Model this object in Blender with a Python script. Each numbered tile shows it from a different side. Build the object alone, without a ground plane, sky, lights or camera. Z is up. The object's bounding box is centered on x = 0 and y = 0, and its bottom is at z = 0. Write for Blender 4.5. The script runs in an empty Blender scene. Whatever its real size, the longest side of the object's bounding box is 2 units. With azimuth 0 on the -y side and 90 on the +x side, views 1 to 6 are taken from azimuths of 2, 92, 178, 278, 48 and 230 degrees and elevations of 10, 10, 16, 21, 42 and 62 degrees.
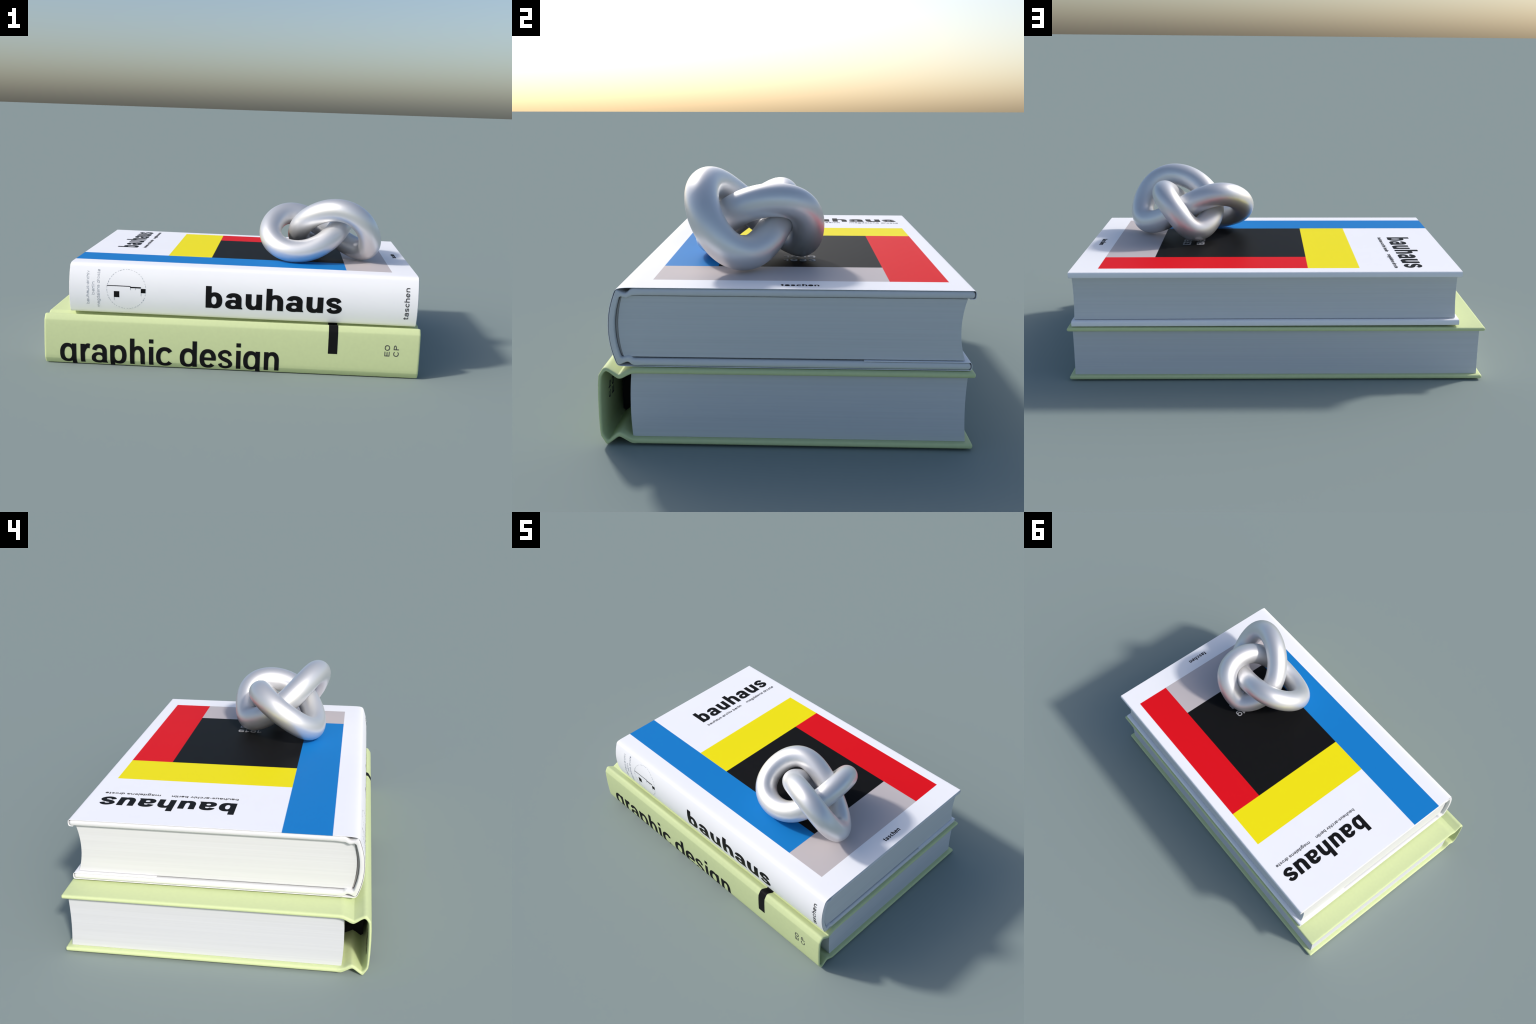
"""Two stacked hardback books with a glossy trefoil-knot sculpture on top."""
import bpy, bmesh, math
import numpy as np
from mathutils import Vector

COL = bpy.context.scene.collection

# ----------------------------------------------------------------- helpers
def catmull(pts, n=5, closed=False):
    """Smooth polyline through control points (centripetal Catmull-Rom, any dimension)."""
    P = [np.array(p, float) for p in pts]
    out, m = [], len(P)
    for i in range(m if closed else m - 1):
        p1, p2 = P[i], P[(i + 1) % m]
        p0 = P[i - 1] if (closed or i > 0) else 2 * p1 - p2
        p3 = P[(i + 2) % m] if (closed or i + 2 < m) else 2 * p2 - p1
        d = lambda a, b: max(np.linalg.norm((b - a)[:2]), 1e-6) ** 0.5
        t0, t1 = 0.0, d(p0, p1)
        t2 = t1 + d(p1, p2)
        t3 = t2 + d(p2, p3)
        for k in range(n):
            t = t1 + (t2 - t1) * k / n
            a1 = (t1 - t) / (t1 - t0) * p0 + (t - t0) / (t1 - t0) * p1
            a2 = (t2 - t) / (t2 - t1) * p1 + (t - t1) / (t2 - t1) * p2
            a3 = (t3 - t) / (t3 - t2) * p2 + (t - t2) / (t3 - t2) * p3
            b1 = (t2 - t) / (t2 - t0) * a1 + (t - t0) / (t2 - t0) * a2
            b2 = (t3 - t) / (t3 - t1) * a2 + (t - t1) / (t3 - t1) * a3
            out.append((t2 - t) / (t2 - t1) * b1 + (t - t1) / (t2 - t1) * b2)
    if not closed:
        out.append(P[-1])
    return out


def offset_path(path, dist):
    """Shift an open (y, z) polyline sideways by dist along its left normal."""
    A = np.array(path)
    T = np.gradient(A, axis=0)
    T /= np.linalg.norm(T, axis=1)[:, None] + 1e-12
    return A + dist * np.stack([-T[:, 1], T[:, 0]], 1)


def new_object(name, me, parent, mat, angle=35):
    ob = bpy.data.objects.new(name, me)
    COL.objects.link(ob)
    ob.parent = parent
    me.materials.append(mat)
    me.polygons.foreach_set("use_smooth", [True] * len(me.polygons))
    me.set_sharp_from_angle(angle=math.radians(angle))
    return ob


def bevel_apply(ob, width, segments, angle=50):
    m = ob.modifiers.new("rounded_edges", "BEVEL")
    m.width, m.segments, m.limit_method, m.angle_limit = width, segments, "ANGLE", math.radians(angle)
    m.use_clamp_overlap = True
    m.harden_normals = True
    dg = bpy.context.evaluated_depsgraph_get()
    me = bpy.data.meshes.new_from_object(ob.evaluated_get(dg))
    ob.modifiers.clear()
    old, ob.data = ob.data, me
    me.name = ob.name
    bpy.data.meshes.remove(old)


def extrude_profile(name, loop, x0, x1, parent, mat, bevel=0.0, segments=3, angle=50):
    """Closed (y, z) loop extruded along x, with optional rounded edges."""
    bm = bmesh.new()
    a = [bm.verts.new((x0, p[0], p[1])) for p in loop]
    b = [bm.verts.new((x1, p[0], p[1])) for p in loop]
    n = len(loop)
    for i in range(n):
        j = (i + 1) % n
        bm.faces.new((a[i], a[j], b[j], b[i]))
    bm.faces.new(a[::-1])
    bm.faces.new(b)
    bmesh.ops.recalc_face_normals(bm, faces=bm.faces)
    me = bpy.data.meshes.new(name)
    bm.to_mesh(me)
    bm.free()
    ob = new_object(name, me, parent, mat)
    if bevel:
        bevel_apply(ob, bevel, segments, angle)
    return ob


def rounded_edge(y, z_low, z_high, r, n=5):
    """Fore-edge of a board: up from z_low to z_high with quarter-round corners."""
    arc = [(i + 0.5) / n * math.pi / 2 for i in range(n)]
    low = [(y - r + r * math.sin(a), z_low + r - r * math.cos(a)) for a in arc]
    high = [(y - r + r * math.cos(a), z_high - r + r * math.sin(a)) for a in arc]
    return [(y - r - 0.003, z_low), (y - r, z_low)] + low + high + [(y - r, z_high), (y - r - 0.003, z_high)]


def extrude_rounded(name, loop, x0, x1, depth, inset, parent, mat, n=5):
    """Closed (y, z) loop extruded along x; both ends roll over by 'depth' along x and inset(y) inwards."""
    P = np.array(loop, float)
    E = np.roll(P, -1, 0) - P
    area = np.sum(P[:, 0] * np.roll(P[:, 1], -1) - np.roll(P[:, 0], -1) * P[:, 1])
    N = np.stack([-E[:, 1], E[:, 0]], 1) * (1 if area > 0 else -1)
    N /= np.linalg.norm(N, axis=1)[:, None]
    M = N + np.roll(N, 1, 0)
    M /= np.linalg.norm(M, axis=1)[:, None]
    M /= np.clip(np.sum(M * N, axis=1), 0.7, 1)[:, None]
    R = np.array([inset(p[0]) for p in P])[:, None]
    angles = [math.pi / 2 * k / n for k in range(n + 1)]
    head = [(x0 + depth * (1 - math.cos(a)), 1 - math.sin(a)) for a in angles] + [(x0 + depth + 0.003, 0.0)]
    tail = [(x0 + x1 - x, f) for x, f in head][::-1]
    bm = bmesh.new()
    V = [[bm.verts.new((x, *(p + m * r[0] * f))) for p, m, r in zip(P, M, R)] for x, f in head + tail]
    c = len(P)
    for A, B in zip(V[:-1], V[1:]):
        for i in range(c):
            j = (i + 1) % c
            bm.faces.new((A[i], A[j], B[j], B[i]))
    bm.faces.new(V[0])
    bm.faces.new(V[-1][::-1])
    bmesh.ops.recalc_face_normals(bm, faces=bm.faces)
    me = bpy.data.meshes.new(name)
    bm.to_mesh(me)
    bm.free()
    return new_object(name, me, parent, mat, 33)


# --------------------------------------------------------------- materials
def base_material(name, colour, rough, metallic=0.0, spec=0.5):
    m = bpy.data.materials.new(name)
    m.use_nodes = True
    b = m.node_tree.nodes["Principled BSDF"]
    b.inputs["Base Color"].default_value = (*colour, 1)
    b.inputs["Roughness"].default_value = rough
    b.inputs["Metallic"].default_value = metallic
    b.inputs["Specular IOR Level"].default_value = spec
    return m, m.node_tree, b


def grain(nt, bsdf, colour, amount, scale, stretch=(1, 1, 1), bump=0.0):
    """Faint procedural mottling of a colour (fine matter grain only)."""
    tc = nt.nodes.new("ShaderNodeTexCoord")
    mp = nt.nodes.new("ShaderNodeMapping")
    mp.inputs["Scale"].default_value = stretch
    nz = nt.nodes.new("ShaderNodeTexNoise")
    nz.inputs["Scale"].default_value = scale
    nz.inputs["Detail"].default_value = 4
    rp = nt.nodes.new("ShaderNodeValToRGB")
    lo = [c * (1 - amount) for c in colour]
    hi = [min(c * (1 + amount), 1.0) for c in colour]
    rp.color_ramp.elements[0].position, rp.color_ramp.elements[1].position = 0.3, 0.7
    rp.color_ramp.elements[0].color = (*lo, 1)
    rp.color_ramp.elements[1].color = (*hi, 1)
    nt.links.new(tc.outputs["Object"], mp.inputs["Vector"])
    nt.links.new(mp.outputs["Vector"], nz.inputs["Vector"])
    nt.links.new(nz.outputs["Fac"], rp.inputs["Fac"])
    if bsdf is not None:
        nt.links.new(rp.outputs["Color"], bsdf.inputs["Base Color"])
        if bump:
            bp = nt.nodes.new("ShaderNodeBump")
            bp.inputs["Strength"].default_value = bump
            bp.inputs["Distance"].default_value = 0.002
            nt.links.new(nz.outputs["Fac"], bp.inputs["Height"])
            nt.links.new(bp.outputs["Normal"], bsdf.inputs["Normal"])
    return rp.outputs["Color"]


WHITE = (0.965, 0.965, 1.0)
GREEN = (0.635, 0.728, 0.385)
BLACK = (0.0105, 0.0105, 0.0115)

mat_case, nt, b = base_material("white_case_cloth", (0.73, 0.735, 0.74), 0.55, 0.0, 0.2)
grain(nt, b, (0.73, 0.735, 0.74), 0.012, 40)
mat_green, nt, b = base_material("pale_green_cloth", GREEN, 0.6, 0.0, 0.15)
grain(nt, b, GREEN, 0.015, 60)
mat_pages_w, nt, b = base_material("cream_page_edges", (0.675, 0.685, 0.69), 0.75, 0.0, 0.2)
grain(nt, b, (0.675, 0.685, 0.69), 0.03, 1.0, (0.8, 0.8, 160), 0.12)
mat_pages_g, nt, b = base_material("white_page_edges", (0.645, 0.66, 0.685), 0.75, 0.0, 0.2)
grain(nt, b, (0.645, 0.66, 0.685), 0.03, 1.0, (0.8, 0.8, 160), 0.12)
mat_lining, nt, b = base_material("grey_spine_lining", (0.46, 0.44, 0.42), 0.8, 0.0, 0.2)  # grey includes the shade seen on the case wall in the spine slot
mat_ink, nt, b = base_material("black_ink", BLACK, 0.5, 0.0, 0.05)
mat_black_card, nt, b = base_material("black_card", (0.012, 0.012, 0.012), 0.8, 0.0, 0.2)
mat_ink_soft, nt, b = base_material("grey_ink", (0.07, 0.07, 0.075), 0.5, 0.0, 0.05)
mat_ink_pale, nt, b = base_material("pale_grey_ink", (0.42, 0.44, 0.48), 0.5, 0.0, 0.05)
mat_ink_light, nt, b = base_material("light_grey_ink", (0.38, 0.38, 0.40), 0.5, 0.0, 0.05)
mat_knot, nt, b = base_material("polished_silver", (0.80, 0.80, 0.81), 0.44, 0.66)  # base lowered to darken the knot toward its shaded sides
b.inputs["Coat Weight"].default_value = 0.4
b.inputs["Coat Roughness"].default_value = 0.18


def printed_jacket(fields):
    """White coated paper with flat colour fields given as object-space rectangles of the front."""
    m, nt, b = base_material("printed_jacket_paper", WHITE, 0.5, 0.0, 0.05)
    tc = nt.nodes.new("ShaderNodeTexCoord")
    sep = nt.nodes.new("ShaderNodeSeparateXYZ")
    nt.links.new(tc.outputs["Object"], sep.inputs[0])

    def edge(axis, at, above):
        n = nt.nodes.new("ShaderNodeMapRange")
        n.inputs["From Min"].default_value = at - 0.0012
        n.inputs["From Max"].default_value = at + 0.0012
        n.inputs["To Min"].default_value = 0.0 if above else 1.0
        n.inputs["To Max"].default_value = 1.0 if above else 0.0
        nt.links.new(sep.outputs[axis], n.inputs["Value"])
        return n.outputs["Result"]

    def times(p, q):
        n = nt.nodes.new("ShaderNodeMath")
        n.operation = "MULTIPLY"
        nt.links.new(p, n.inputs[0])
        nt.links.new(q, n.inputs[1])
        return n.outputs[0]

    top = edge("Z", 0.262, True)
    last = grain(nt, None, WHITE, 0.008, 6)
    for x0, x1, y0, y1, colour in fields:
        mask = times(times(edge("X", x0, True), edge("X", x1, False)), times(edge("Y", y0, True), edge("Y", y1, False)))
        mix = nt.nodes.new("ShaderNodeMix")
        mix.data_type = "RGBA"
        nt.links.new(times(mask, top), mix.inputs["Factor"])
        nt.links.new(last, mix.inputs["A"])
        mix.inputs["B"].default_value = (*colour, 1)
        last = mix.outputs["Result"]
    nt.links.new(last, b.inputs["Base Color"])
    return m


# ------------------------------------------------------------------ glyphs
# A grotesque alphabet drawn with strips. Units: ascender height = 1.
# Every glyph function takes W (width), s (stem), t (thin stroke) and gives strips:
# pairs of equally long point lists (left edge, right edge).
XH, OV = 0.72, 0.014


def rect(x0, y0, x1, y1):
    n = max(2, int(abs(y1 - y0) / 0.08) + 1)
    ys = np.linspace(y0, y1, n)
    return [([(x0, y) for y in ys], [(x1, y) for y in ys])]


def bar(x0, y0, x1, y1):
    n = max(2, int(abs(x1 - x0) / 0.1) + 1)
    xs = np.linspace(x0, x1, n)
    return [([(x, y1) for x in xs], [(x, y0) for x in xs])]


def ring(o, i, a0=0.0, a1=360.0, e=2.25, n=40):
    """Strip between an outer and an inner superellipse, each given as a box."""
    L, R = [], []
    for a in np.radians(np.linspace(a0, a1, max(6, int(n * abs(a1 - a0) / 360)))):
        c, d = math.cos(a), math.sin(a)
        u, v = math.copysign(abs(c) ** (2 / e), c), math.copysign(abs(d) ** (2 / e), d)
        for box, out in ((o, L), (i, R)):
            out.append(((box[0] + box[2]) / 2 + (box[2] - box[0]) / 2 * u, (box[1] + box[3]) / 2 + (box[3] - box[1]) / 2 * v))
    return [(L, R)]


def sweep(pts, n=6):
    P = np.array(catmull(pts, n))
    xy, w = P[:, :2], P[:, 2]
    T = np.gradient(xy, axis=0)
    T /= np.linalg.norm(T, axis=1)[:, None]
    N = np.stack([-T[:, 1], T[:, 0]], 1) * w[:, None] / 2
    return [([tuple(p) for p in xy + N], [tuple(p) for p in xy - N])]


def line(p, q, w):
    P, Q = np.array(p, float), np.array(q, float)
    d = (Q - P) / np.linalg.norm(Q - P)
    N = np.array([-d[1], d[0]]) * w / 2
    f = np.linspace(0, 1, 6)
    return [([tuple(P + (Q - P) * k + N) for k in f], [tuple(P + (Q - P) * k - N) for k in f])]


def mirror(strips, W):
    return [([(W - x, y) for x, y in r], [(W - x, y) for x, y in l]) for l, r in strips]


def flip(strips, h):
    return [([(x, h - y) for x, y in r], [(x, h - y) for x, y in l]) for l, r in strips]


def arch(x0, x1, s, t, a1=172):
    cy = XH * 0.56
    return ring((x0 + s * 0.45, 2 * cy - XH - OV, x1, XH + OV), (x0 + s, 2 * cy - XH + t, x1 - s, XH - t), 0, a1) + rect(x1 - s, 0, x1, cy)


def bowl(W, s, t):
    return ring((s * 0.3, -OV, W, XH + OV), (s * 0.98, t, W - s, XH - t))


def g_b(W, s, t): return rect(0, 0, s, 1) + bowl(W, s, t)
def g_d(W, s, t): return mirror(g_b(W, s, t), W)
def g_p(W, s, t): return rect(0, -0.28, s, XH) + bowl(W, s, t)
def g_h(W, s, t): return rect(0, 0, s, 1) + arch(0, W, s, t)
def g_n(W, s, t): return rect(0, 0, s, XH) + arch(0, W, s, t)
def g_u(W, s, t): return mirror(flip(g_n(W, s, t), XH), W)
def g_l(W, s, t): return rect(0, 0, s, 1)
def g_i(W, s, t): return rect(0, 0, s, XH) + rect(0, 0.85, s, 1)
def g_o(W, s, t): return ring((0, -OV, W, XH + OV), (s, t, W - s, XH - t))
def g_hyphen(W, s, t): return bar(0, XH * 0.38, W, XH * 0.38 + t * 1.1)


def g_g(W, s, t):
    hook = sweep([(W - s / 2, 0.06, s), (W - s / 2, -0.12, s), (W - s * 0.8, -0.225, s * 0.85), (W * 0.5, -0.265, t), (W * 0.2, -0.235, t * 1.05), (s * 0.55, -0.15, s * 0.9)])
    return mirror(bowl(W, s, t), W) + rect(W - s, 0.06, W, XH) + hook


def g_m(W, s, t):
    c = (W + s) / 2
    return rect(0, 0, s, XH) + arch(0, c, s, t) + arch(c - s, W, s, t)


def g_r(W, s, t):
    return rect(0, 0, s, XH) + sweep([(s * 0.6, XH * 0.5, s * 0.6), (s * 1.02, XH * 0.80, t * 1.1), (W * 0.74, XH - t * 0.48, t * 1.3), (W, XH - t * 0.52, t * 1.3)])


def g_c(W, s, t):
    return ring((0, -OV, W * 1.09, XH + OV), (s, t, W * 1.09 - s, XH - t), 36, 324)


def g_e(W, s, t):
    return ring((0, -OV, W, XH + OV), (s, t, W - s, XH - t), 0, 322) + bar(s * 0.6, XH * 0.43, W - 0.006, XH * 0.43 + t * 0.85)


def g_a(W, s, t):
    x1, cy = W * 0.965, XH * 0.64
    top = ring((W * 0.03, 2 * cy - XH - OV, x1, XH + OV), (W * 0.03 + s * 0.96, 2 * cy - XH + t, x1 - s, XH - t), 0, 168)
    low = ring((0, -OV, x1 - s * 0.25, XH * 0.60), (s * 0.95, t * 0.85, x1 - s, XH * 0.60 - t * 0.8))
    tail = rect(x1 - s, 0.0, x1, 0.22) + bar(x1 - s * 0.4, 0.0, x1 + s * 0.14, t * 0.42)
    return top + rect(x1 - s, 0.2, x1, cy) + low + tail


def g_s(W, s, t):
    L, R, T, B = s * 0.46, W - s * 0.46, XH + OV - t / 2, -OV + t / 2
    M = (T + B) / 2
    h = T - M
    return sweep([(R - 0.01, T - 0.50 * h, s * 0.86), (R - 0.10 * W, T - 0.16 * h, s * 0.76), (W * 0.5, T, t), (L + 0.08 * W, T - 0.17 * h, s * 0.78), (L, T - 0.48 * h, s * 0.9), (W * 0.27, M + 0.20 * h, t * 1.12),
                  (W * 0.52, M, t * 1.2), (W * 0.75, M - 0.20 * h, t * 1.12), (R, M - 0.5 * h, s * 0.92), (R - 0.08 * W, B + 0.17 * h, s * 0.78), (W * 0.5, B, t), (L + 0.09 * W, B + 0.16 * h, s * 0.76), (L, B + 0.52 * h, s * 0.86)])


def g_t(W, s, t):
    foot = sweep([(s * 0.95, 0.25, s), (s * 0.98, 0.12, s), (s * 1.3, t * 0.5, t * 1.05), (W, t * 0.45, t)])
    return rect(s * 0.45, 0.2, s * 1.45, XH * 1.28) + bar(0, XH - t, W, XH) + foot


def g_v(W, s, t): return line((s * 0.45, XH), (W / 2, 0), s) + line((W - s * 0.45, XH), (W / 2, 0), s)
def g_E(W, s, t): return rect(0, 0, s, 1) + bar(0, 0, W, t) + bar(0, 1 - t, W, 1) + bar(0, 0.5 - t / 2, W * 0.93, 0.5 + t / 2)
def g_O(W, s, t): return ring((0, -OV, W, 1 + OV), (s, t, W - s, 1 - t))
def g_C(W, s, t): return ring((0, -OV, W, 1 + OV), (s, t, W - s, 1 - t), 38, 322)
def g_P(W, s, t): return rect(0, 0, s, 1) + ring((-W + s, 0.42, W, 1), (-W + 2 * s, 0.42 + t, W - s, 1 - t), -90, 90, 2.6)
def g_1(W, s, t): return rect(W - s, 0, W, 1) + line((0, 0.70), (W - s * 0.6, 0.92), t * 1.2)


def g_9(W, s, t):
    tail = sweep([(W - s / 2, 0.66, s), (W - s / 2, 0.42, s), (W - s * 0.75, 0.16, s * 0.9), (W * 0.48, t / 2, t), (s * 0.5, 0.2, s * 0.85)])
    return ring((0, 0.34, W, 1 + OV), (s, 0.34 + t, W - s, 1 - t)) + tail


def g_3(W, s, t):
    return ring((0, 0.46, W * 0.97, 1 + OV), (s, 0.46 + t, W * 0.97 - s, 1 - t), -95, 155) + ring((0, -OV, W, 0.54 + t / 2), (s, t, W - s, 0.54 - t / 2), -158, 95)


GLYPH = {c: globals()["g_" + c] for c in "abcdeghilmnoprstuvEOCP193"}
GLYPH["-"] = g_hyphen
WIDE = dict(i=0.0, l=0.0, r=0.38, t=0.40, m=1.12, s=0.60, c=0.64, e=0.66, a=0.66, v=0.62, E=0.66, O=0.9, C=0.86, P=0.72)
WIDE["-"], WIDE["1"], WIDE[" "] = 0.3, 0.42, 0.25


def layout(text, s, gap):
    """Positions for a line of running text: [(char, x0, x1)], total width."""
    x, out = 0.0, []
    for c in text:
        w = max(WIDE.get(c, 0.66), s)
        if c != " ":
            out.append((c, x, x + w))
        x += w + gap
    return out, x - gap


def fit(text, s, gap, a, b, k):
    """Stretch a line of text so that it runs from a to b (in the ink's u units / k)."""
    g, total = layout(text, s, gap)
    f = (b - a) / total
    return [(c, a + x0 * f, a + x1 * f) for c, x0, x1 in g]


def print_ink(name, strips, place, parent, mat, thick=0.0006, fine=0.0):
    """Thin solid ink: every strip is a skin that follows the surface given by place(u, v)."""
    bm = bmesh.new()
    K = 8 if fine else 4
    for k, (L, R) in enumerate(strips):
        lift = thick + 0.00011 * (k % 7)
        rows = []
        if fine:  # follow creases of the surface closely
            D, l2, r2 = 3, [], []
            for i in range(len(L) - 1):
                gap = max(math.dist(L[i], L[i + 1]), math.dist(R[i], R[i + 1]))
                D = max(1, int(gap / fine))
                for d in range(D):
                    l2.append(tuple(np.array(L[i]) + (np.array(L[i + 1]) - np.array(L[i])) * d / D))
                    r2.append(tuple(np.array(R[i]) + (np.array(R[i + 1]) - np.array(R[i])) * d / D))
            L, R = l2 + [L[-1]], r2 + [R[-1]]
        for l, r in zip(L, R):
            row = []
            for j in range(K + 1):
                u, v = l[0] + (r[0] - l[0]) * j / K, l[1] + (r[1] - l[1]) * j / K
                p, n = place(u, v)
                row.append((bm.verts.new(p + n * lift), bm.verts.new(p - n * 0.0003)))
            rows.append(row)
        for a, b2 in zip(rows[:-1], rows[1:]):
            for j in range(K):
                bm.faces.new((a[j][0], a[j + 1][0], b2[j + 1][0], b2[j][0]))
                bm.faces.new((b2[j][1], b2[j + 1][1], a[j + 1][1], a[j][1]))
            for j, o in ((0, 1), (K, 0)):
                q = (a[j][0], b2[j][0], b2[j][1], a[j][1])
                bm.faces.new(q if o else q[::-1])
        for row, o in ((rows[0], 0), (rows[-1], 1)):
            for j in range(K):
                q = (row[j][0], row[j + 1][0], row[j + 1][1], row[j][1])
                bm.faces.new(q if o else q[::-1])
    bmesh.ops.recalc_face_normals(bm, faces=bm.faces)
    me = bpy.data.meshes.new(name)
    bm.to_mesh(me)
    bm.free()
    return new_object(name, me, parent, mat, 30)


def word(letters, size, s, t):
    """letters: [(char, x0, x1)] in metres -> strips in metres, baseline v = 0."""
    out = []
    for c, x0, x1 in letters:
        for L, R in GLYPH[c]((x1 - x0) / size, s, t):
            out.append(([(x0 + x * size, y * size) for x, y in L], [(x0 + x * size, y * size) for x, y in R]))
    return out


class Wrap:
    """Surface swept along x from a (y, z) polyline; s = arc length measured from a start height."""

    def __init__(self, path, side):
        self.P = np.array(path, float)
        d = np.linalg.norm(np.diff(self.P, axis=0), axis=1)
        self.S = np.concatenate([[0], np.cumsum(d)])
        T = np.gradient(self.P, axis=0)
        T /= np.linalg.norm(T, axis=1)[:, None]
        self.N = np.stack([-T[:, 1], T[:, 0]], 1) * side

    def s_at_z(self, z, lo, hi):
        m = [i for i in range(len(self.S)) if lo <= self.P[i, 1] <= hi and self.P[i, 0] < -0.5605]
        m.sort(key=lambda i: self.P[i, 1])
        return float(np.interp(z, [self.P[i, 1] for i in m], [self.S[i] for i in m]))

    def at(self, x, s):
        f = lambda A: np.interp(s, self.S, A)
        n = np.array([f(self.N[:, 0]), f(self.N[:, 1])])
        n /= np.linalg.norm(n)
        return Vector((x, f(self.P[:, 0]), f(self.P[:, 1]))), Vector((0, n[0], n[1]))


def thing(name, label, category, loc, rot_y=0.0):
    e = bpy.data.objects.new(name, None)
    COL.objects.link(e)
    e.empty_display_size = 0.1
    e.location = loc
    e.rotation_euler = (0, rot_y, 0)
    e["label"], e["category"] = label, category
    return e


# ============================================================ GREEN BOOK
green = thing("green_hardback_book", "pale green hardback book with black spine title", "book", (0, 0, 0))

FE = 0.6272
outer_joint = [(-0.500, 0.2678), (-0.509, 0.2673), (-0.5145, 0.2658), (-0.519, 0.2638), (-0.5535, 0.2490), (-0.5555, 0.2486), (-0.5575, 0.2490), (-0.5880, 0.2680), (-0.5945, 0.2709), (-0.600, 0.2717), (-0.6055, 0.2699), (-0.6100, 0.2659),
               (-0.6222, 0.2462), (-0.6236, 0.2428), (-0.6244, 0.2370), (-0.6264, 0.2100), (-0.6275, 0.1600), (-0.6268, 0.1000), (-0.6246, 0.0520), (-0.6222, 0.0330), (-0.6205, 0.0280), (-0.6065, 0.0046), (-0.6035, 0.0012), (-0.6000, 0.0000),
               (-0.5955, 0.0012), (-0.5905, 0.0044), (-0.5640, 0.0250), (-0.5585, 0.0270), (-0.5530, 0.0255), (-0.5230, 0.0080), (-0.5160, 0.0048), (-0.5070, 0.0038)]
inner_joint = [(-0.5000, 0.0222), (-0.5120, 0.0240), (-0.5260, 0.0290), (-0.5440, 0.0402), (-0.5555, 0.0445), (-0.5670, 0.0405), (-0.5850, 0.0255), (-0.5960, 0.0172), (-0.6045, 0.0245), (-0.6125, 0.0410), (-0.6142, 0.0600),
               (-0.6152, 0.1000), (-0.6156, 0.1600), (-0.6142, 0.2100), (-0.6116, 0.2380), (-0.6050, 0.2505), (-0.5970, 0.2570), (-0.5880, 0.2535), (-0.5700, 0.2400), (-0.5560, 0.2320), (-0.5440, 0.2335), (-0.5240, 0.2440), (-0.5110, 0.2495), (-0.5000, 0.2505)]
outer_g = [np.array(p) for p in outer_joint]
inner_g = catmull(inner_joint, 4)
loop = outer_g + [(-0.495, 0.0038)] + rounded_edge(FE, 0.0038, 0.0222, 0.0078) + [(-0.495, 0.0222)] + inner_g + [(-0.495, 0.2505)] + rounded_edge(FE, 0.2505, 0.2678, 0.0074) + [(-0.495, 0.2678)]
extrude_rounded("cover", loop, -1.0, 1.0, 0.0105, lambda y: 0.0050 if y < -0.5 else 0.0072, green, mat_green)


def page_block(name, x0, x1, z0, z1, spine_mid, spine_end, fore_mid, fore_end, parent, mat):
    """Leaves squeezed together: rounded back and hollow fore-edge."""
    k = 24
    zs = [z0 + (z1 - z0) * i / k for i in range(k + 1)]
    q = lambda i: (2 * i / k - 1) ** 2
    fore = [(fore_mid + (fore_end - fore_mid) * q(i), z) for i, z in enumerate(zs)]
    back = [(spine_mid + (spine_end - spine_mid) * q(i), z) for i, z in enumerate(zs)]
    return extrude_profile(name, fore + back[::-1], x0, x1, parent, mat, 0.0012, 2)


page_block("page_block", -0.9765, 0.9765, 0.0224, 0.2503, -0.5210, -0.5155, 0.6000, 0.6052, green, mat_pages_g)

# deep shadow of the hollow back, modelled as a solid black block
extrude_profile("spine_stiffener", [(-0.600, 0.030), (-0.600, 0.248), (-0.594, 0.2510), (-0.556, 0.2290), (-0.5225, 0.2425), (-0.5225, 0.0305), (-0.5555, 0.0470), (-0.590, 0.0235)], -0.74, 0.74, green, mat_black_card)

# printing on the green spine: outside, and (faintly seen in the hollow back) inside
wrap_out = Wrap(outer_g, -1)
if wrap_out.N[len(outer_g) // 2][0] > 0:
    wrap_out.N *= -1
base_s = wrap_out.s_at_z(0.1575, 0.033, 0.245) + 0.1490
toward_top = -1.0  # the path runs from the top board down the spine


def green_place(u, v):
    return wrap_out.at(u, base_s + toward_top * v)


size, stem, thin = 0.149, 0.160, 0.128
title = [("g", -0.9158, -0.8276), ("r", -0.8050, -0.7545), ("a", -0.7450, -0.6600), ("p", -0.6447, -0.5565), ("h", -0.5380, -0.4580), ("i", -0.4360, -0.4125), ("c", -0.3976, -0.3110), ("d", -0.2700, -0.1788),
         ("e", -0.1633, -0.0760), ("s", -0.0657, 0.0118), ("i", 0.0315, 0.0545), ("g", 0.0694, 0.1580), ("n", 0.1800, 0.2600)]
title_strips = word(title, size, stem, thin)
print_ink("spine_title_lettering", title_strips, green_place, green, mat_ink, 0.0008, 0.0025)

bar_strip = [([(0.5172, v) for v in np.linspace(0.1140, 0.40, 48)], [(0.5665, v) for v in np.linspace(0.1140, 0.40, 48)])]
print_ink("spine_bar", bar_strip, green_place, green, mat_ink)


def vertical(place, base_x, start):
    """Text that climbs the spine: reading direction up the surface, letter tops toward -x."""
    return lambda u, v: place(base_x - v, start + u)


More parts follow.
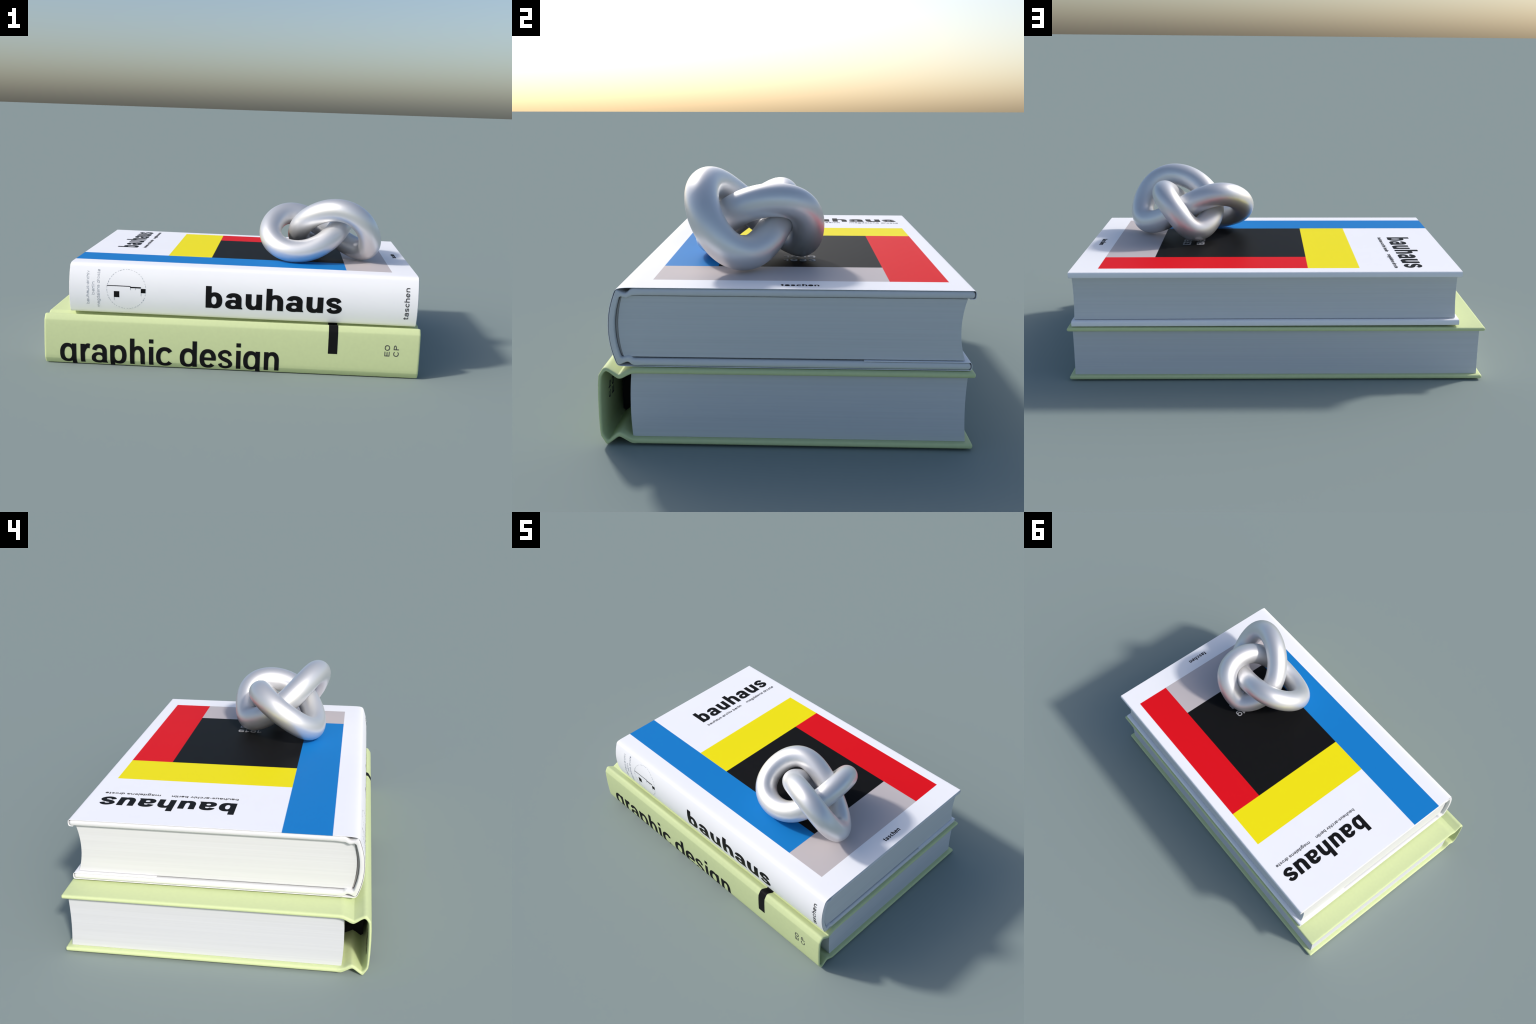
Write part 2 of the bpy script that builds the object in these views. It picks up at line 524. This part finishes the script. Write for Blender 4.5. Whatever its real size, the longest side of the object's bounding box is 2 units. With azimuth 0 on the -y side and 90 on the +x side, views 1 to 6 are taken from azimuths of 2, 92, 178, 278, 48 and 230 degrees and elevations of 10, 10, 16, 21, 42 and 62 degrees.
eo = word([("E", 0.0, 0.0255), ("O", 0.0315, 0.0610)], 0.0262, 0.17, 0.14)
cp = word([("C", 0.0, 0.0290), ("P", 0.0360, 0.0610)], 0.0275, 0.17, 0.14)
print_ink("initials_lettering", eo, vertical(green_place, 0.8415, 0.1142), green, mat_ink_soft)
print_ink("initials_lettering", cp, vertical(green_place, 0.8895, 0.1142), green, mat_ink_soft)

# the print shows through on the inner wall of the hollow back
wrap_in = Wrap(inner_g, 1)
if wrap_in.N[len(inner_g) // 2][0] < 0:
    wrap_in.N *= -1
m_in = [p for p in inner_g if 0.03 < p[1] < 0.245 and p[0] < -0.609]
in_place = lambda u, v: (Vector((u, float(np.interp(v + 0.0098, [p[1] for p in m_in], [p[0] for p in m_in])), v + 0.0098)), Vector((0, 1, 0)))
print_ink("show_through_lettering", word(title[:1], size, stem, thin), lambda u, v: in_place(u, max(v, 0.034)), green, mat_ink)
print_ink("show_through_lettering", eo, vertical(in_place, 0.8415, 0.1142), green, mat_ink_soft)
print_ink("show_through_lettering", cp, vertical(in_place, 0.8895, 0.1142), green, mat_ink_soft)

# ============================================================ WHITE BOOK
CX, CZ, TILT = 0.055, 0.2735, 0.0034
white = thing("white_hardback_book", "white art book with primary colour blocks on its dust jacket", "book", (CX, 0, CZ), TILT)
loc = lambda pts: [(y, z - CZ) for y, z in pts]

# spine curve shared by case and jacket: a shallow arc between two shoulders
def back_arc(bulge, shoulder, z_top, z_bot, n=15, skew=0.0):
    out = []
    for i in range(n):
        z = z_top + (z_bot - z_top) * i / (n - 1)
        q = (2 * i / (n - 1) - 1)
        out.append((bulge + (shoulder - bulge) * abs(q) ** 2.1, z))
    return out


jacket_path = ([(0.6000, 0.5150), (0.6045, 0.5150), (0.6090, 0.5150), (0.6160, 0.5158), (0.6192, 0.5195), (0.6205, 0.5260), (0.6206, 0.5330), (0.6192, 0.5398), (0.6155, 0.5434), (0.6090, 0.5440), (0.5900, 0.5440), (-0.4900, 0.5440), (-0.5050, 0.5440), (-0.5300, 0.5434), (-0.5480, 0.5415), (-0.5585, 0.5378)]
               + back_arc(-0.5897, -0.5650, 0.5310, 0.2830)
               + [(-0.5600, 0.2770), (-0.5520, 0.2742), (-0.5400, 0.2736), (-0.5050, 0.2735), (-0.4900, 0.2735), (0.5900, 0.2735), (0.6050, 0.2735), (0.6120, 0.2741), (0.6158, 0.2775), (0.6172, 0.2840), (0.6172, 0.2910), (0.6158, 0.2972), (0.6120, 0.3011), (0.6060, 0.3020), (0.5900, 0.3020), (0.262, 0.3020)])
jp = np.array(catmull(loc(jacket_path), 3))
TH = 0.0013
side = offset_path(jp, TH)
# the inner skin lies toward the case
centre = np.array([0.0, 0.405 - CZ])
mid = len(jp) // 2
if np.linalg.norm(side[mid] - centre) > np.linalg.norm(jp[mid] - centre):
    side = offset_path(jp, -TH)
FX = lambda x: x - CX
# fields overlap a little and are laid one over the other, so no paper shows between them
fields = [
    (FX(-0.90), FX(0.6110), -0.4575, -0.2560, (0.012, 0.222, 0.605)),   # blue band, bleeds off the head
    (FX(-0.3900), FX(0.6000), -0.3000, -0.2500, (0.012, 0.222, 0.605)),   # and runs a little under its neighbours
    (FX(-0.1500), FX(0.6110), -0.2560, 0.3580, (0.0100, 0.0100, 0.0105)),  # black
    (FX(0.6055), FX(0.8510), -0.4575, 0.3580, (0.590, 0.535, 0.540)),    # warm grey
    (FX(-0.1500), FX(0.8510), 0.3535, 0.5545, (0.790, 0.0085, 0.0160)),  # red
    (FX(-0.3930), FX(-0.1455), -0.2560, 0.5545, (0.960, 0.825, 0.010)),  # yellow
]
mat_jacket = printed_jacket(fields)
jacket = extrude_profile("dust_jacket", [tuple(p) for p in jp] + [tuple(p) for p in side[::-1]], FX(-0.8722), FX(0.9780), white, mat_jacket)

case_outer = ([(-0.4950, 0.5412), (-0.5060, 0.5402), (-0.5150, 0.5350), (-0.5225, 0.5275), (-0.5290, 0.5255), (-0.5430, 0.5290), (-0.5535, 0.5345), (-0.5590, 0.5350)]
              + [(y + 0.0024, z) for y, z in back_arc(-0.5897, -0.5650, 0.5290, 0.2850)]
              + [(-0.5580, 0.2795), (-0.5520, 0.2800), (-0.5430, 0.2830), (-0.5290, 0.2880), (-0.5230, 0.2872), (-0.5165, 0.2820), (-0.5070, 0.2765), (-0.4950, 0.2754)])
case_inner = ([(-0.4950, 0.2995), (-0.5080, 0.3008), (-0.5160, 0.3065), (-0.5230, 0.3086), (-0.5310, 0.3075), (-0.5440, 0.3040)]
              + back_arc(-0.5675, -0.5500, 0.5090, 0.3060)[::-1]
              + [(-0.5440, 0.5120), (-0.5310, 0.5085), (-0.5230, 0.5080), (-0.5160, 0.5110), (-0.5080, 0.5155), (-0.4950, 0.5165)])
loop = catmull(case_outer, 3) + [(-0.47, 0.2754)] + rounded_edge(0.6138, 0.2754, 0.2995, 0.0112) + [(-0.47, 0.2995)] + catmull(case_inner, 3) + [(-0.47, 0.5165)] + rounded_edge(0.6170, 0.5165, 0.5412, 0.0115) + [(-0.47, 0.5412)]
extrude_rounded("cover", loc(loop), FX(-0.8755), FX(0.9815), 0.0115, lambda y: 0.0105 if y > -0.48 else 0.0060 if y > -0.545 else 0.0030, white, mat_case)

page_block("page_block", FX(-0.8560), FX(0.9680), 0.3046 - CZ, 0.5140 - CZ, -0.5572, -0.5415, 0.5785, 0.5950, white, mat_pages_w)
# the block's lining bulges a little behind the leaves
lin_out = back_arc(-0.5660, -0.5488, 0.5080, 0.3075)
lin_in = back_arc(-0.5588, -0.5425, 0.5080, 0.3075)
extrude_profile("spine_lining", loc(lin_out + lin_in[::-1]), FX(-0.8500), FX(0.9620), white, mat_lining, 0.0008, 1)

# ---- printing on the jacket
wrap_j = Wrap(jp, 1)
if wrap_j.N[mid][0] > 0:
    wrap_j.N *= -1
s_ref = wrap_j.s_at_z(0.3325 - CZ, 0.283 - CZ, 0.531 - CZ)


def spine_place(u, v):
    return wrap_j.at(FX(u), s_ref - v)


def spine_v(z):
    """Distance up the spine, from the title's base line, of a point at height z."""
    return s_ref - wrap_j.s_at_z(z - CZ, 0.283 - CZ, 0.531 - CZ)


TOP = 0.5440 - CZ


def top_place(u, v):
    """On the front: reading direction +y, letter tops toward -x."""
    return Vector((FX(0.0) - v, u, TOP)), Vector((0, 0, 1))


def front(base_x):
    return lambda u, v: top_place(u, v - base_x)


spine_title = [("b", -0.1425, -0.0535), ("a", -0.0380, 0.0520), ("u", 0.0705, 0.1580), ("h", 0.1800, 0.2700), ("a", 0.2850, 0.3760), ("u", 0.3930, 0.4820), ("s", 0.4970, 0.5815)]
print_ink("spine_title_lettering", word(spine_title, 0.1205, 0.258, 0.172), spine_place, jacket, mat_ink)
q = 0.5935 / 0.7240
front_title = [(c, -0.0410 + (a + 0.1425) * q, -0.0410 + (b + 0.1425) * q) for c, a, b in spine_title]
print_ink("front_title_lettering", word(front_title, 0.1185, 0.222, 0.165), front(-0.6130), jacket, mat_ink)

def small(text, a, b, size, s=0.14, t=0.115, gap=0.13):
    return word(fit(text, s, gap, a, b, size), size, s, t)


print_ink("subtitle_lettering", small("bauhaus-archiv berlin", -0.0385, 0.2570, 0.0195, 0.18, 0.14), front(-0.5620), jacket, mat_ink_soft)
print_ink("subtitle_lettering", small("magdalena droste", 0.3065, 0.5560, 0.0195, 0.18, 0.14), front(-0.5620), jacket, mat_ink_soft)
print_ink("publisher_lettering", small("taschen", -0.0165, 0.1120, 0.0275, 0.19, 0.15, 0.14), front(0.9310), jacket, mat_ink)
for row, bx in (("1919", 0.4195), ("1933", 0.4905)):
    print_ink("year_lettering", small(row, -0.0145, 0.1100, 0.0420, 0.16, 0.13, 0.16), front(bx), jacket, mat_ink_light)


def climb(base_x, z0):
    v0 = spine_v(z0)
    return lambda u, v: spine_place(base_x - v, v0 + u)


def up_to(z0, z1):
    return spine_v(z1) - spine_v(z0)


print_ink("publisher_lettering", small("taschen", 0, up_to(0.317, 0.4885), 0.0270, 0.19, 0.15, 0.15), climb(0.9335, 0.317), jacket, mat_ink_soft)
for text, bx, z0, z1 in (("bauhaus-archiv", -0.7690, 0.324, 0.505), ("berlin", -0.7395, 0.378, 0.448), ("magdalena droste", -0.7120, 0.308, 0.514)):
    print_ink("author_lettering", small(text, 0, up_to(z0, z1), 0.0150, 0.10, 0.09, 0.16), climb(bx, z0), jacket, mat_ink_pale)

# round emblem: broken circle, one long rule with a step, two squares and little ticks
ecx, ez, er = -0.5675, spine_v(0.4125), 0.1045
vtop, vbot = spine_v(0.5185), spine_v(0.3055)
ry = (vtop - vbot) / 2
ez = (vtop + vbot) / 2
dashes = []
for k in range(44):
    a = np.radians(np.linspace(k, k + 0.52 + 0.2 * math.sin(k * 2.1), 4) * 360 / 44)
    dashes.append(([(ecx + (er + 0.0008) * math.cos(i), ez + (ry + 0.0008) * math.sin(i)) for i in a], [(ecx + (er - 0.0008) * math.cos(i), ez + (ry - 0.0008) * math.sin(i)) for i in a]))
print_ink("emblem_circle", dashes, spine_place, jacket, mat_ink_pale)


def mark(x0, x1, z0, z1):
    return rect(x0, spine_v(z0), x1, spine_v(z1))


def rule(x0, x1, z0, z1):
    return bar(x0, spine_v(z0), x1, spine_v(z1))


print_ink("emblem_marks", mark(-0.6340, -0.6045, 0.3690, 0.4020) + mark(-0.4895, -0.4640, 0.3972, 0.4205), spine_place, jacket, mat_ink)
print_ink("emblem_rules", rule(-0.6720, -0.5450, 0.4290, 0.4330) + rule(-0.5470, -0.4890, 0.4222, 0.4290), spine_place, jacket, mat_ink)
print_ink("emblem_ticks", mark(-0.5470, -0.5440, 0.4110, 0.4225) + mark(-0.5205, -0.5180, 0.4120, 0.4225) + mark(-0.4893, -0.4875, 0.380, 0.397) + mark(-0.6338, -0.6318, 0.353, 0.369), spine_place, jacket, mat_ink_pale)

# ================================================================== KNOT
# closed trefoil centre line as a short sum of harmonics (cos, sin) in x, y, z
HARM = [((0.46467, -0.12802, 0.70795), (0, 0, 0)),
        ((-0.05472, 0.03712, -0.01867), (0.06427, 0.06117, 0.00596)),
        ((0.18432, -0.08509, 0.02544), (0.07961, 0.14298, -0.0052)),
        ((-0.01726, 0.02133, 0.04249), (-0.02739, 0.00727, 0.08276)),
        ((0.01437, -0.00228, 0.00407), (-0.00577, 0.00658, -0.02099)),
        ((-0.00023, -0.00362, -0.00027), (0.00114, 0.00224, 0.0109)),
        ((-0.00187, -0.00513, 0.0019), (0.00108, 0.00248, -0.00241))]
RADIUS = 0.0628


def knot_point(t):
    return sum(np.array(c) * math.cos(k * t) + np.array(s) * math.sin(k * t) for k, (c, s) in enumerate(HARM))


def tube(name, point, radius, n=360, m=40):
    C = np.array([point(2 * math.pi * i / n) for i in range(n)])
    T = np.roll(C, -1, 0) - np.roll(C, 1, 0)
    T /= np.linalg.norm(T, axis=1)[:, None]
    u = np.cross(T[0], (0.3, 0.2, 0.9))
    u /= np.linalg.norm(u)
    U = []
    for t in T:  # parallel transport
        u = u - t * u.dot(t)
        u /= np.linalg.norm(u)
        U.append(u)
    U = np.array(U)
    V = np.cross(T, U)
    # spread the closing twist over the loop
    u_end = U[-1] - T[0] * U[-1].dot(T[0])
    twist = math.atan2(u_end.dot(V[0]), u_end.dot(U[0]))
    verts = []
    for i in range(n):
        for j in range(m):
            a = 2 * math.pi * j / m - twist * i / n
            verts.append(C[i] + radius * (math.cos(a) * U[i] + math.sin(a) * V[i]))
    faces = [(i * m + j, i * m + (j + 1) % m, ((i + 1) % n) * m + (j + 1) % m, ((i + 1) % n) * m + j) for i in range(n) for j in range(m)]
    return np.array(verts), faces


verts, faces = tube("knot", knot_point, RADIUS)
foot = Vector((float(HARM[0][0][0]), float(HARM[0][0][1]), float(verts[:, 2].min())))
me = bpy.data.meshes.new("knot_sculpture")
me.from_pydata([tuple(v - np.array(foot)) for v in verts], [], faces)
bm = bmesh.new()
bm.from_mesh(me)
bmesh.ops.recalc_face_normals(bm, faces=bm.faces)
bm.to_mesh(me)
bm.free()
knot = new_object("knot_sculpture", me, None, mat_knot, 180)
knot.location = foot
knot["label"] = "polished silver trefoil knot lying on the books"
knot["category"] = "decorative knot sculpture"
